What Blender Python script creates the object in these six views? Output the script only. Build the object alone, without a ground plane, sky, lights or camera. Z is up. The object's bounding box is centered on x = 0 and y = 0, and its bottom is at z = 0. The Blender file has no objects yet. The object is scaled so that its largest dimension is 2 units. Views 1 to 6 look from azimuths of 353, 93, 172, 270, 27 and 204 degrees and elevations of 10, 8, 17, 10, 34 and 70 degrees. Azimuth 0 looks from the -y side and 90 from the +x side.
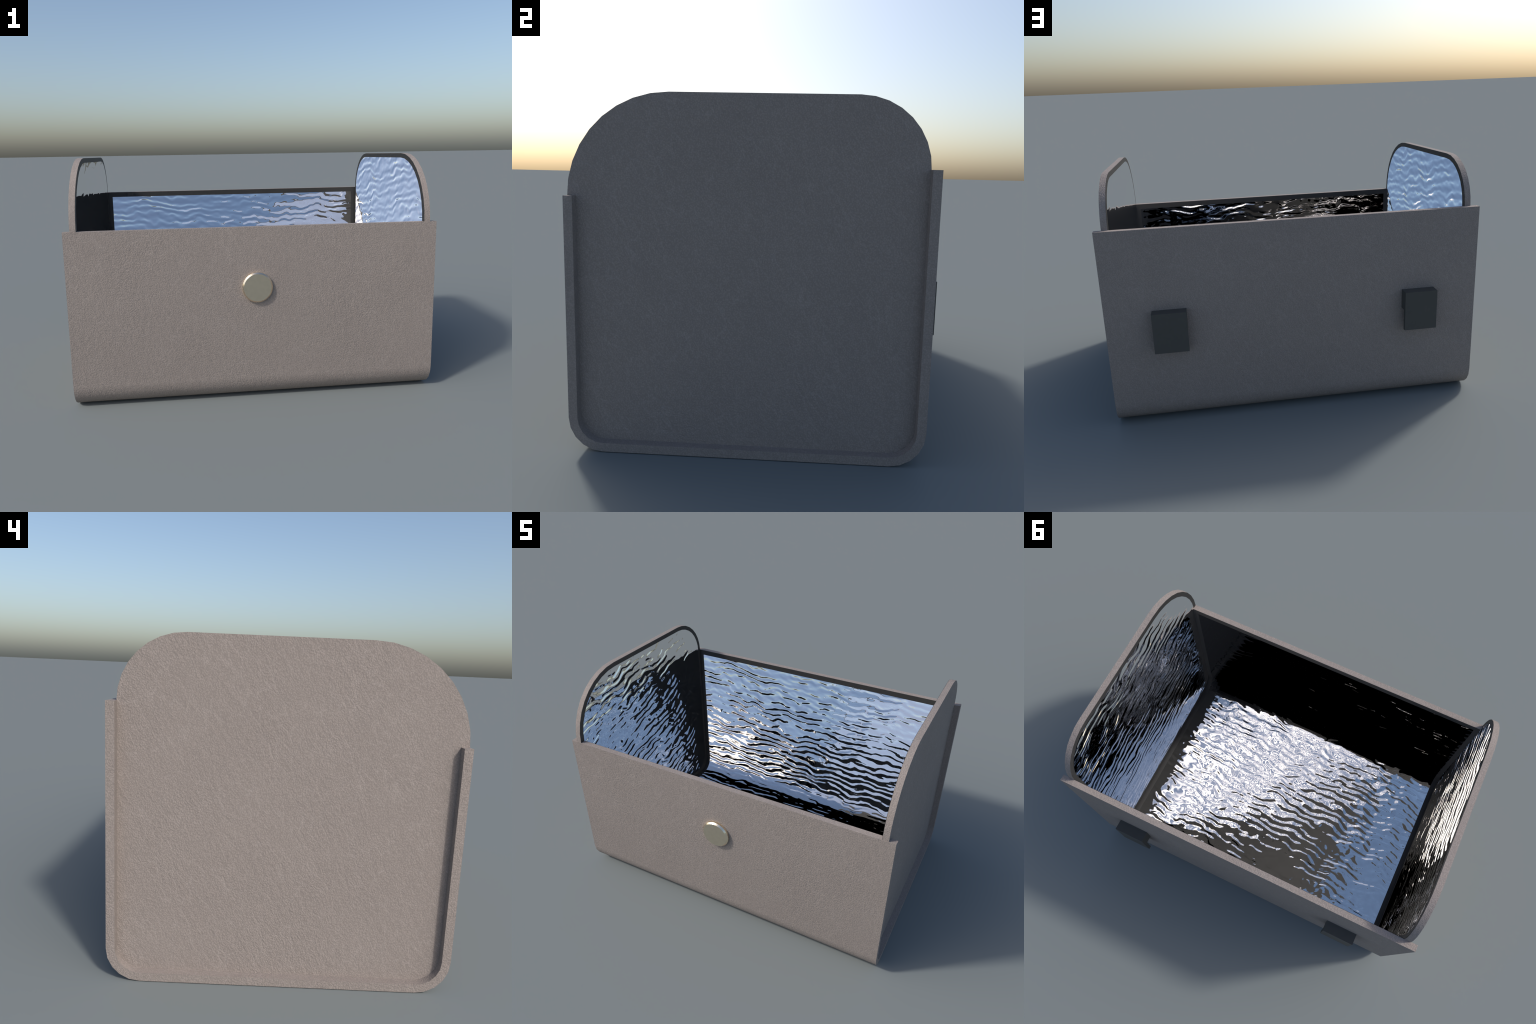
"""Open leather box: a U-shaped taupe wrap (front, floor, back), two rounded
side panels let in between, dark lining, rippled mirror sheets inside,
a brass snap button at the front and two dark hanging hooks at the back."""
import bpy, bmesh, math
from mathutils import Vector

# ------------------------------------------------------------------ sizes (m)
HALF_LENGTH = 1.0            # wrap runs x = -1 .. 1
WALL = 0.0338                # leather board thickness
FRONT_Y, BACK_Y = -0.688, 0.649
FRONT_TOP, BACK_TOP = 0.968, 1.0868
BEND_RADIUS, BEND_STEPS = 0.130, 5
LINING = 0.0015              # thin dark lining skin
SHEET = 0.0010               # mirror sheet thickness
BORDER = 0.0345              # dark border left around the wrap's mirror

PANEL_OUTER, PANEL_INNER = 0.963, 0.9295
PANEL_FRONT, PANEL_BACK = -0.6865, 0.6175
PANEL_TOP, PANEL_BOTTOM = 1.3395, 0.018
PANEL_FRONT_RADIUS, PANEL_FRONT_STEPS = 0.376, 9
PANEL_BACK_RADIUS, PANEL_BACK_STEPS = 0.2545, 8
PANEL_FOOT_RADIUS, PANEL_FOOT_STEPS = 0.115, 6

BUTTON_CENTRE_Z, BUTTON_RADIUS, BUTTON_DEPTH = 0.6410, 0.0826, 0.0222
HOOK_X, HOOK_TOP, HOOK_STEP, HOOK_BOTTOM = (0.5805, 0.7575), 0.6550, 0.551, 0.4385
HOOK_DEPTH, HOOK_PLATE = 0.0612, 0.020

# ------------------------------------------------------------------ node help
def new_material(name):
    m = bpy.data.materials.new(name)
    m.use_nodes = True
    t = m.node_tree
    return m, t, t.nodes["Principled BSDF"]

def node(t, kind, **values):
    n = t.nodes.new(kind)
    for k, v in values.items():
        if k in n.inputs:
            n.inputs[k].default_value = v
        else:
            setattr(n, k, v)
    return n

def mapped(t, scale, rotation=(0, 0, 0), location=(0, 0, 0), source=None):
    """Object coordinates turned first, then scaled along the turned axes."""
    m = t.nodes.new("ShaderNodeMapping")
    m.vector_type = "TEXTURE"
    m.inputs["Scale"].default_value = [1.0 / s for s in scale]
    m.inputs["Rotation"].default_value = [math.radians(a) for a in rotation]
    m.inputs["Location"].default_value = location
    if source is None:
        source = t.nodes.new("ShaderNodeTexCoord").outputs["Object"]
    t.links.new(source, m.inputs["Vector"])
    return m.outputs[0]

def noise(t, vec, scale, detail=2.0, rough=0.5, distort=0.0):
    n = t.nodes.new("ShaderNodeTexNoise")
    n.inputs["Scale"].default_value = scale
    n.inputs["Detail"].default_value = detail
    n.inputs["Roughness"].default_value = rough
    n.inputs["Distortion"].default_value = distort
    t.links.new(vec, n.inputs["Vector"])
    return n.outputs[0]

def ramp(t, fac, stops):
    r = t.nodes.new("ShaderNodeValToRGB")
    e = r.color_ramp.elements
    e[0].position, e[0].color = stops[0][0], (*stops[0][1], 1)
    e[1].position, e[1].color = stops[-1][0], (*stops[-1][1], 1)
    for pos, col in stops[1:-1]:
        k = e.new(pos)
        k.color = (*col, 1)
    t.links.new(fac, r.inputs[0])
    return r.outputs[0]

def math_node(t, op, a, b=None):
    n = t.nodes.new("ShaderNodeMath")
    n.operation = op
    for i, x in enumerate((a, b)):
        if isinstance(x, (int, float)):
            n.inputs[i].default_value = x
        elif x is not None:
            t.links.new(x, n.inputs[i])
    return n.outputs[0]

def mix_colour(t, fac, a, b, blend="MIX"):
    n = t.nodes.new("ShaderNodeMix")
    n.data_type, n.blend_type = "RGBA", blend
    for key, x in ((0, fac), (6, a), (7, b)):
        if isinstance(x, (int, float)):
            n.inputs[key].default_value = x
        elif isinstance(x, tuple):
            n.inputs[key].default_value = (*x, 1)
        else:
            t.links.new(x, n.inputs[key])
    return n.outputs[2]

def vector_node(t, op, a, b=None):
    n = t.nodes.new("ShaderNodeVectorMath")
    n.operation = op
    for i, x in enumerate((a, b)):
        if isinstance(x, tuple):
            n.inputs[i].default_value = x
        elif x is not None:
            t.links.new(x, n.inputs[i])
    return n

# ------------------------------------------------------------------ materials
LEATHER_LOW, LEATHER_HIGH = (0.302, 0.259, 0.237), (0.314, 0.270, 0.247)
LEATHER_CREASE = (0.43, 0.376, 0.35)

def leather_material(name, turn, veins, flip=False):
    """Taupe leather: pebble grain, stronger in some patches, and thin pale
    creases; `turn` lays the creases, `veins` is their frequency across/along."""
    m, t, b = new_material(name)
    place = t.nodes.new("ShaderNodeTexCoord").outputs["Object"]
    if flip:   # the hide is wrapped round: its pattern runs mirrored on the front
        parts = t.nodes.new("ShaderNodeSeparateXYZ")
        t.links.new(place, parts.inputs[0])
        whole = t.nodes.new("ShaderNodeCombineXYZ")
        t.links.new(math_node(t, "MULTIPLY", parts.outputs[0], math_node(t, "SIGN", parts.outputs[1])), whole.inputs[0])
        t.links.new(parts.outputs[1], whole.inputs[1])
        t.links.new(parts.outputs[2], whole.inputs[2])
        place = whole.outputs[0]
    # pull the coordinates about a little so nothing runs straight
    w = t.nodes.new("ShaderNodeTexNoise")
    w.inputs["Scale"].default_value = 7.0
    w.inputs["Detail"].default_value = 2.0
    t.links.new(place, w.inputs["Vector"])
    pull = vector_node(t, "SCALE", vector_node(t, "SUBTRACT", w.outputs["Color"], (0.5, 0.5, 0.5)).outputs[0])
    pull.inputs["Scale"].default_value = 0.035
    bent = vector_node(t, "ADD", place, pull.outputs[0]).outputs[0]
    # soft creases: the borders of drawn-out cells, at two sizes, fading in and out
    def creases(freq, width, shift):
        e = t.nodes.new("ShaderNodeTexVoronoi")
        e.feature = "DISTANCE_TO_EDGE"
        e.inputs["Scale"].default_value = freq
        t.links.new(mapped(t, veins, turn, shift, bent), e.inputs["Vector"])
        return ramp(t, e.outputs["Distance"], [(0.0, (1, 1, 1)), (width * 0.5, (0.45, 0.45, 0.45)), (width, (0, 0, 0))])
    gate = ramp(t, noise(t, bent, 11.0, 2.0), [(0.36, (0.1, 0.1, 0.1)), (0.62, (1, 1, 1))])
    other = ramp(t, noise(t, bent, 17.0, 2.0), [(0.36, (1, 1, 1)), (0.62, (0.1, 0.1, 0.1))])
    crease = math_node(t, "ADD", math_node(t, "MULTIPLY", creases(0.8, 0.085, (0.3, 0.1, 0.7)), gate),
                       math_node(t, "MULTIPLY", math_node(t, "MULTIPLY", creases(1.5, 0.11, (1.3, 2.1, 0.2)), other), 0.6))
    # pebble grain
    grain_vec = mapped(t, (1.15, 1.1, 0.9), turn, (0, 0, 0), bent)
    v = t.nodes.new("ShaderNodeTexVoronoi")
    v.feature = "SMOOTH_F1"
    v.inputs["Scale"].default_value = 165.0
    v.inputs["Smoothness"].default_value = 0.35
    t.links.new(grain_vec, v.inputs["Vector"])
    dome = math_node(t, "SUBTRACT", 0.8, v.outputs["Distance"])
    fine = noise(t, grain_vec, 260.0, 2.0, 0.6)
    patch = noise(t, place, 4.0, 3.0, 0.55)
    height = math_node(t, "ADD", math_node(t, "MULTIPLY", dome, 0.9), math_node(t, "MULTIPLY", fine, 0.5))
    fold = noise(t, mapped(t, veins, turn, (2.0, 5.0, 1.0), bent), 1.4, 2.5, 0.6)
    height = math_node(t, "ADD", height, math_node(t, "MULTIPLY", fold, 1.7))
    height = math_node(t, "SUBTRACT", height, math_node(t, "MULTIPLY", crease, 0.20))
    # colour
    tone = ramp(t, patch, [(0.3, LEATHER_LOW), (0.7, LEATHER_HIGH)])
    tone = mix_colour(t, math_node(t, "MULTIPLY", crease, 0.20 if flip else 0.23), tone, LEATHER_CREASE)
    pit = ramp(t, dome, [(0.25, (0.86, 0.87, 0.87)), (0.5, (1, 1, 1))])
    tone = mix_colour(t, 1.0, tone, pit, "MULTIPLY")
    speck = ramp(t, fine, [(0.30, (0.90, 0.91, 0.91)), (0.5, (1, 1, 1)), (0.72, (1.0, 1.0, 1.0))])
    tone = mix_colour(t, 1.0, tone, speck, "MULTIPLY")
    t.links.new(tone, b.inputs["Base Color"])
    b.inputs["Roughness"].default_value = 0.75
    b.inputs["Specular IOR Level"].default_value = 0.2
    bump = t.nodes.new("ShaderNodeBump")
    strength = ramp(t, noise(t, place, 2.6, 2.0), [(0.36, (0.26, 0.26, 0.26)), (0.66, (0.42, 0.42, 0.42))])
    t.links.new(strength, bump.inputs["Strength"])
    bump.inputs["Distance"].default_value = 0.004
    t.links.new(height, bump.inputs["Height"])
    t.links.new(bump.outputs[0], b.inputs["Normal"])
    return m

def plain_material(name, colour, rough, spec, metallic=0.0, grain=0.0):
    m, t, b = new_material(name)
    vec = mapped(t, (1, 1, 1))
    n = noise(t, vec, 60.0, 3.0)
    lo = tuple(c * 0.97 for c in colour)
    hi = tuple(c * 1.03 for c in colour)
    t.links.new(ramp(t, n, [(0.35, lo), (0.65, hi)]), b.inputs["Base Color"])
    b.inputs["Roughness"].default_value = rough
    b.inputs["Specular IOR Level"].default_value = spec
    b.inputs["Metallic"].default_value = metallic
    return m

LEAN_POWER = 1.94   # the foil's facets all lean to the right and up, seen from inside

def mirror_material(name, scale, rotation, across, height, along):
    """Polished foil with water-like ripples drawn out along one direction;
    its facets lean sideways and along the sheet (`along`: 'bend' or 'up').
    `across` is the direction the swell travels in, in waves per metre."""
    m, t, b = new_material(name)
    vec = mapped(t, scale, rotation)
    # irregular chop
    chop = noise(t, vec, 1.0, 1.0, 0.45, 0.35)
    small = noise(t, vec, 2.6, 1.0, 0.4, 0.3)
    h = math_node(t, "ADD", chop, math_node(t, "MULTIPLY", small, 0.10))
    # a fairly even swell whose crests wander and die out here and there
    d = t.nodes.new("ShaderNodeVectorMath")
    d.operation = "DOT_PRODUCT"
    t.links.new(t.nodes.new("ShaderNodeTexCoord").outputs["Object"], d.inputs[0])
    d.inputs[1].default_value = across
    slow = tuple(min(k, 6.0) for k in scale)
    wander = noise(t, mapped(t, slow, rotation, (4.0, 2.0, 1.0)), 1.0, 2.2, 0.5)
    phase = math_node(t, "ADD", d.outputs["Value"], math_node(t, "MULTIPLY", wander, 3.2))
    swell = math_node(t, "SINE", math_node(t, "MULTIPLY", phase, math.tau))
    fade = ramp(t, noise(t, mapped(t, slow, rotation, (7.0, 3.0, 5.0)), 1.3, 1.0), [(0.34, (0.35, 0.35, 0.35)), (0.62, (1, 1, 1))])
    h = math_node(t, "ADD", math_node(t, "MULTIPLY", h, 0.27), math_node(t, "MULTIPLY", math_node(t, "MULTIPLY", swell, fade), 0.078))
    bump = t.nodes.new("ShaderNodeBump")
    bump.inputs["Strength"].default_value = 1.0
    bump.inputs["Distance"].default_value = height
    t.links.new(h, bump.inputs["Height"])
    face = t.nodes.new("ShaderNodeNewGeometry").outputs["Normal"]
    if along == "bend":      # x to the right, the bent path front > floor > back
        u = (1.0, 0.0, 0.0)
        v = vector_node(t, "CROSS_PRODUCT", face, u).outputs[0]
    else:                    # side panels: right as seen from inside, and up
        v = (0.0, 0.0, 1.0)
        u = vector_node(t, "CROSS_PRODUCT", v, face).outputs[0]
    def lean(axis, sign):
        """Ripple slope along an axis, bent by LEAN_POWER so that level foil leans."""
        d = t.nodes.new("ShaderNodeVectorMath")
        d.operation = "DOT_PRODUCT"
        t.links.new(bump.outputs[0], d.inputs[0])
        if isinstance(axis, tuple):
            d.inputs[1].default_value = axis
        else:
            t.links.new(axis, d.inputs[1])
        half = math_node(t, "MULTIPLY_ADD", d.outputs["Value"], 0.5 * sign)
        half.node.inputs[2].default_value = 0.5
        bent = math_node(t, "MULTIPLY_ADD", math_node(t, "POWER", half, LEAN_POWER), 2.0)
        bent.node.inputs[2].default_value = -1.0
        out = vector_node(t, "SCALE", axis)
        t.links.new(math_node(t, "MULTIPLY", bent, sign), out.inputs["Scale"])
        return out.outputs[0]
    total = vector_node(t, "ADD", lean(u, -1), lean(v, -1)).outputs[0]
    n = vector_node(t, "NORMALIZE", vector_node(t, "ADD", total, lean(face, 1)).outputs[0])
    t.links.new(n.outputs[0], b.inputs["Normal"])
    b.inputs["Base Color"].default_value = (0.90, 0.90, 0.90, 1)
    b.inputs["Metallic"].default_value = 1.0
    b.inputs["Roughness"].default_value = 0.02
    return m

LEATHER_WRAP = leather_material("taupe_leather_wrap", (8, 20, 0), (36.0, 26.0, 12.0), True)
LINING_MAT = plain_material("dark_lining", (0.024, 0.024, 0.024), 0.6, 0.35)
HOOK_MAT = plain_material("dark_hook_plastic", (0.076, 0.075, 0.069), 0.6, 0.3)
BRASS = plain_material("pale_brass", (0.90, 0.78, 0.60), 0.22, 0.5, metallic=1.0)
MIRROR_WRAP = mirror_material("rippled_mirror_wrap", (5.5, 16.0, 16.0), (0, 2, 2), (0.6, 19.5, 19.5), 0.026, "bend")
# the two side panels carry the same pattern, turned to suit their side
LEATHER_SIDE = {s: leather_material("taupe_leather_side", (s * 25, 0, 0), (26.0, 36.0, 12.0)) for s in (1, -1)}
MIRROR_SIDE = {s: mirror_material("rippled_mirror_side", (15.0, 5.2, 16.0), (-s * 8, 0, 0), (0.0, s * 3.0, 19.5), 0.024, "up") for s in (1, -1)}

# ------------------------------------------------------------------ outlines
def arc(cy, cz, r, a0, a1, steps):
    """Points on an arc in the (y, z) plane, angles in degrees from +y."""
    out = []
    for i in range(steps + 1):
        a = math.radians(a0 + (a1 - a0) * i / steps)
        out.append((cy + r * math.cos(a), cz + r * math.sin(a)))
    return out

def wrap_path(offset, drop):
    """Open U path, set in from the leather's outer face by `offset`,
    its two ends lowered by `drop`."""
    r = BEND_RADIUS
    pts = [(FRONT_Y + offset, FRONT_TOP - drop)]
    pts += arc(FRONT_Y + r, r, r - offset, 180, 270, BEND_STEPS)
    pts += arc(BACK_Y - r, r, r - offset, 270, 360, BEND_STEPS)
    pts += [(BACK_Y - offset, BACK_TOP - drop)]
    return pts

def panel_outline(inset, foot=0.0, front_shift=0.0, back_shift=0.0):
    """Closed outline of a side panel, drawn in by `inset`."""
    fr, br = PANEL_FRONT_RADIUS, PANEL_BACK_RADIUS
    y0, y1 = PANEL_FRONT + inset + front_shift, PANEL_BACK - inset - back_shift
    z1, z0 = PANEL_TOP - inset, PANEL_BOTTOM + inset + foot
    f, k = fr - inset, br - inset
    q = PANEL_FOOT_RADIUS - inset * 0.6
    pts = arc(y1 - k, z1 - k, k, 0, 90, PANEL_BACK_STEPS)
    pts += arc(y0 + f, z1 - f, f, 90, 180, PANEL_FRONT_STEPS)
    pts += arc(y0 + q, z0 + q, q, 180, 270, PANEL_FOOT_STEPS)
    pts += arc(y1 - q, z0 + q, q, 270, 360, PANEL_FOOT_STEPS)
    return pts

# ------------------------------------------------------------------ mesh help
def make(name, bm, material, parent, angle=32, rim=None):
    """Link a mesh part; `rim` is the material of a sheet's narrow edges."""
    bmesh.ops.remove_doubles(bm, verts=bm.verts, dist=1e-6)
    bmesh.ops.recalc_face_normals(bm, faces=bm.faces)
    me = bpy.data.meshes.new(name)
    bm.to_mesh(me)
    bm.free()
    me.materials.append(material)
    if rim:
        me.materials.append(rim)
        ends = (min(v.co.x for v in me.vertices), max(v.co.x for v in me.vertices))
        flat = ends[1] - ends[0] < 0.01          # a side sheet lies across x
        for p in me.polygons:
            across = abs(p.normal.x) > 0.9
            at_top = p.center.z > 0.5 and p.normal.z > 0.9
            p.material_index = int(not across if flat else (across or at_top))
    for p in me.polygons:
        p.use_smooth = True
    me.set_sharp_from_angle(angle=math.radians(angle))
    ob = bpy.data.objects.new(name, me)
    bpy.context.scene.collection.objects.link(ob)
    ob.parent = parent
    return ob

def band(outer, inner, x0, x1):
    """Solid strip between two parallel open paths, run from x0 to x1."""
    bm = bmesh.new()
    n = len(outer)
    V = [[bm.verts.new((x, y, z)) for (y, z) in path] for x in (x0, x1) for path in (outer, inner)]
    ao, ai, bo, bi = V
    for i in range(n - 1):
        j = i + 1
        bm.faces.new((ao[i], ao[j], bo[j], bo[i]))
        bm.faces.new((ai[i], bi[i], bi[j], ai[j]))
        bm.faces.new((ao[i], ai[i], ai[j], ao[j]))
        bm.faces.new((bo[i], bo[j], bi[j], bi[i]))
    for i in (0, n - 1):
        bm.faces.new((ao[i], bo[i], bi[i], ai[i]))
    return bm

def plate(outline, x0, x1):
    """Flat slab with a closed (y, z) outline between x0 and x1."""
    bm = bmesh.new()
    a = [bm.verts.new((x0, y, z)) for y, z in outline]
    b = [bm.verts.new((x1, y, z)) for y, z in outline]
    bm.faces.new(a)
    bm.faces.new(b[::-1])
    n = len(outline)
    for i in range(n):
        j = (i + 1) % n
        bm.faces.new((a[i], b[i], b[j], a[j]))
    return bm

# ------------------------------------------------------------------ assembly
box = bpy.data.objects.new("leather_box", None)
bpy.context.scene.collection.objects.link(box)
box["label"] = "open taupe leather box with mirror lining and brass button"
box["category"] = "storage box"

# wrap: front, floor and back in one bent board
wrap = make("body_wrap", band(wrap_path(0, 0), wrap_path(WALL - LINING, 0), -HALF_LENGTH, HALF_LENGTH), LEATHER_WRAP, box)
make("wrap_lip", band(wrap_path(WALL - LINING, 0), wrap_path(WALL, 0), PANEL_INNER + 0.010, HALF_LENGTH - 1e-4), LEATHER_WRAP, wrap)
make("wrap_lip", band(wrap_path(WALL - LINING, 0), wrap_path(WALL, 0), -HALF_LENGTH + 1e-4, -PANEL_INNER - 0.010), LEATHER_WRAP, wrap)
make("lining", band(wrap_path(WALL - LINING - 1e-4, 0.0006), wrap_path(WALL, 0.0006), -PANEL_INNER - 0.009, PANEL_INNER + 0.009), LINING_MAT, wrap)
mirror_x = 0.8975
make("mirror_sheet", band(wrap_path(WALL - 2e-4, BORDER), wrap_path(WALL + SHEET, BORDER), -mirror_x, mirror_x), MIRROR_WRAP, wrap, rim=LINING_MAT)

# side panels, mirrored left and right
for side in (1, -1):
    panel = make("side_panel", plate(panel_outline(0), side * PANEL_OUTER, side * (PANEL_INNER + LINING)), LEATHER_SIDE[side], box, 12)
    make("lining", plate(panel_outline(0.0006), side * (PANEL_INNER + LINING + 2e-4), side * PANEL_INNER), LINING_MAT, panel, 12)
    make("mirror_sheet", plate(panel_outline(0.0265, 0.0265), side * (PANEL_INNER + 2e-4), side * (PANEL_INNER - SHEET)), MIRROR_SIDE[side], panel, 12, LINING_MAT)

# snap button: turned disc with a chamfered rim
def button_mesh():
    bm = bmesh.new()
    r, d = BUTTON_RADIUS, BUTTON_DEPTH
    profile = [(r - 0.004, -0.002), (r, 0.0), (r, d * 0.60), (r - 0.008, d)]
    steps = 64
    rings = []
    for rad, dep in profile:
        rings.append([bm.verts.new((rad * math.cos(math.tau * i / steps), FRONT_Y - dep, BUTTON_CENTRE_Z + rad * math.sin(math.tau * i / steps))) for i in range(steps)])
    for a, b in zip(rings, rings[1:]):
        for i in range(steps):
            j = (i + 1) % steps
            bm.faces.new((a[i], a[j], b[j], b[i]))
    bm.faces.new(rings[0])
    bm.faces.new(rings[-1])
    return bm
make("snap_button", button_mesh(), BRASS, box, 30)

# hanging hooks on the back: block with a plate reaching down
hook_profile = [(BACK_Y - 0.002, HOOK_TOP), (BACK_Y + HOOK_DEPTH, HOOK_TOP), (BACK_Y + HOOK_DEPTH, HOOK_BOTTOM),
                (BACK_Y + HOOK_DEPTH - HOOK_PLATE, HOOK_BOTTOM), (BACK_Y + HOOK_DEPTH - HOOK_PLATE, HOOK_STEP), (BACK_Y - 0.002, HOOK_STEP)]
hook = make("hanging_hook", plate(hook_profile, HOOK_X[0], HOOK_X[1]), HOOK_MAT, box)
twin = hook.copy()
twin.location.x = -(HOOK_X[0] + HOOK_X[1])
bpy.context.scene.collection.objects.link(twin)
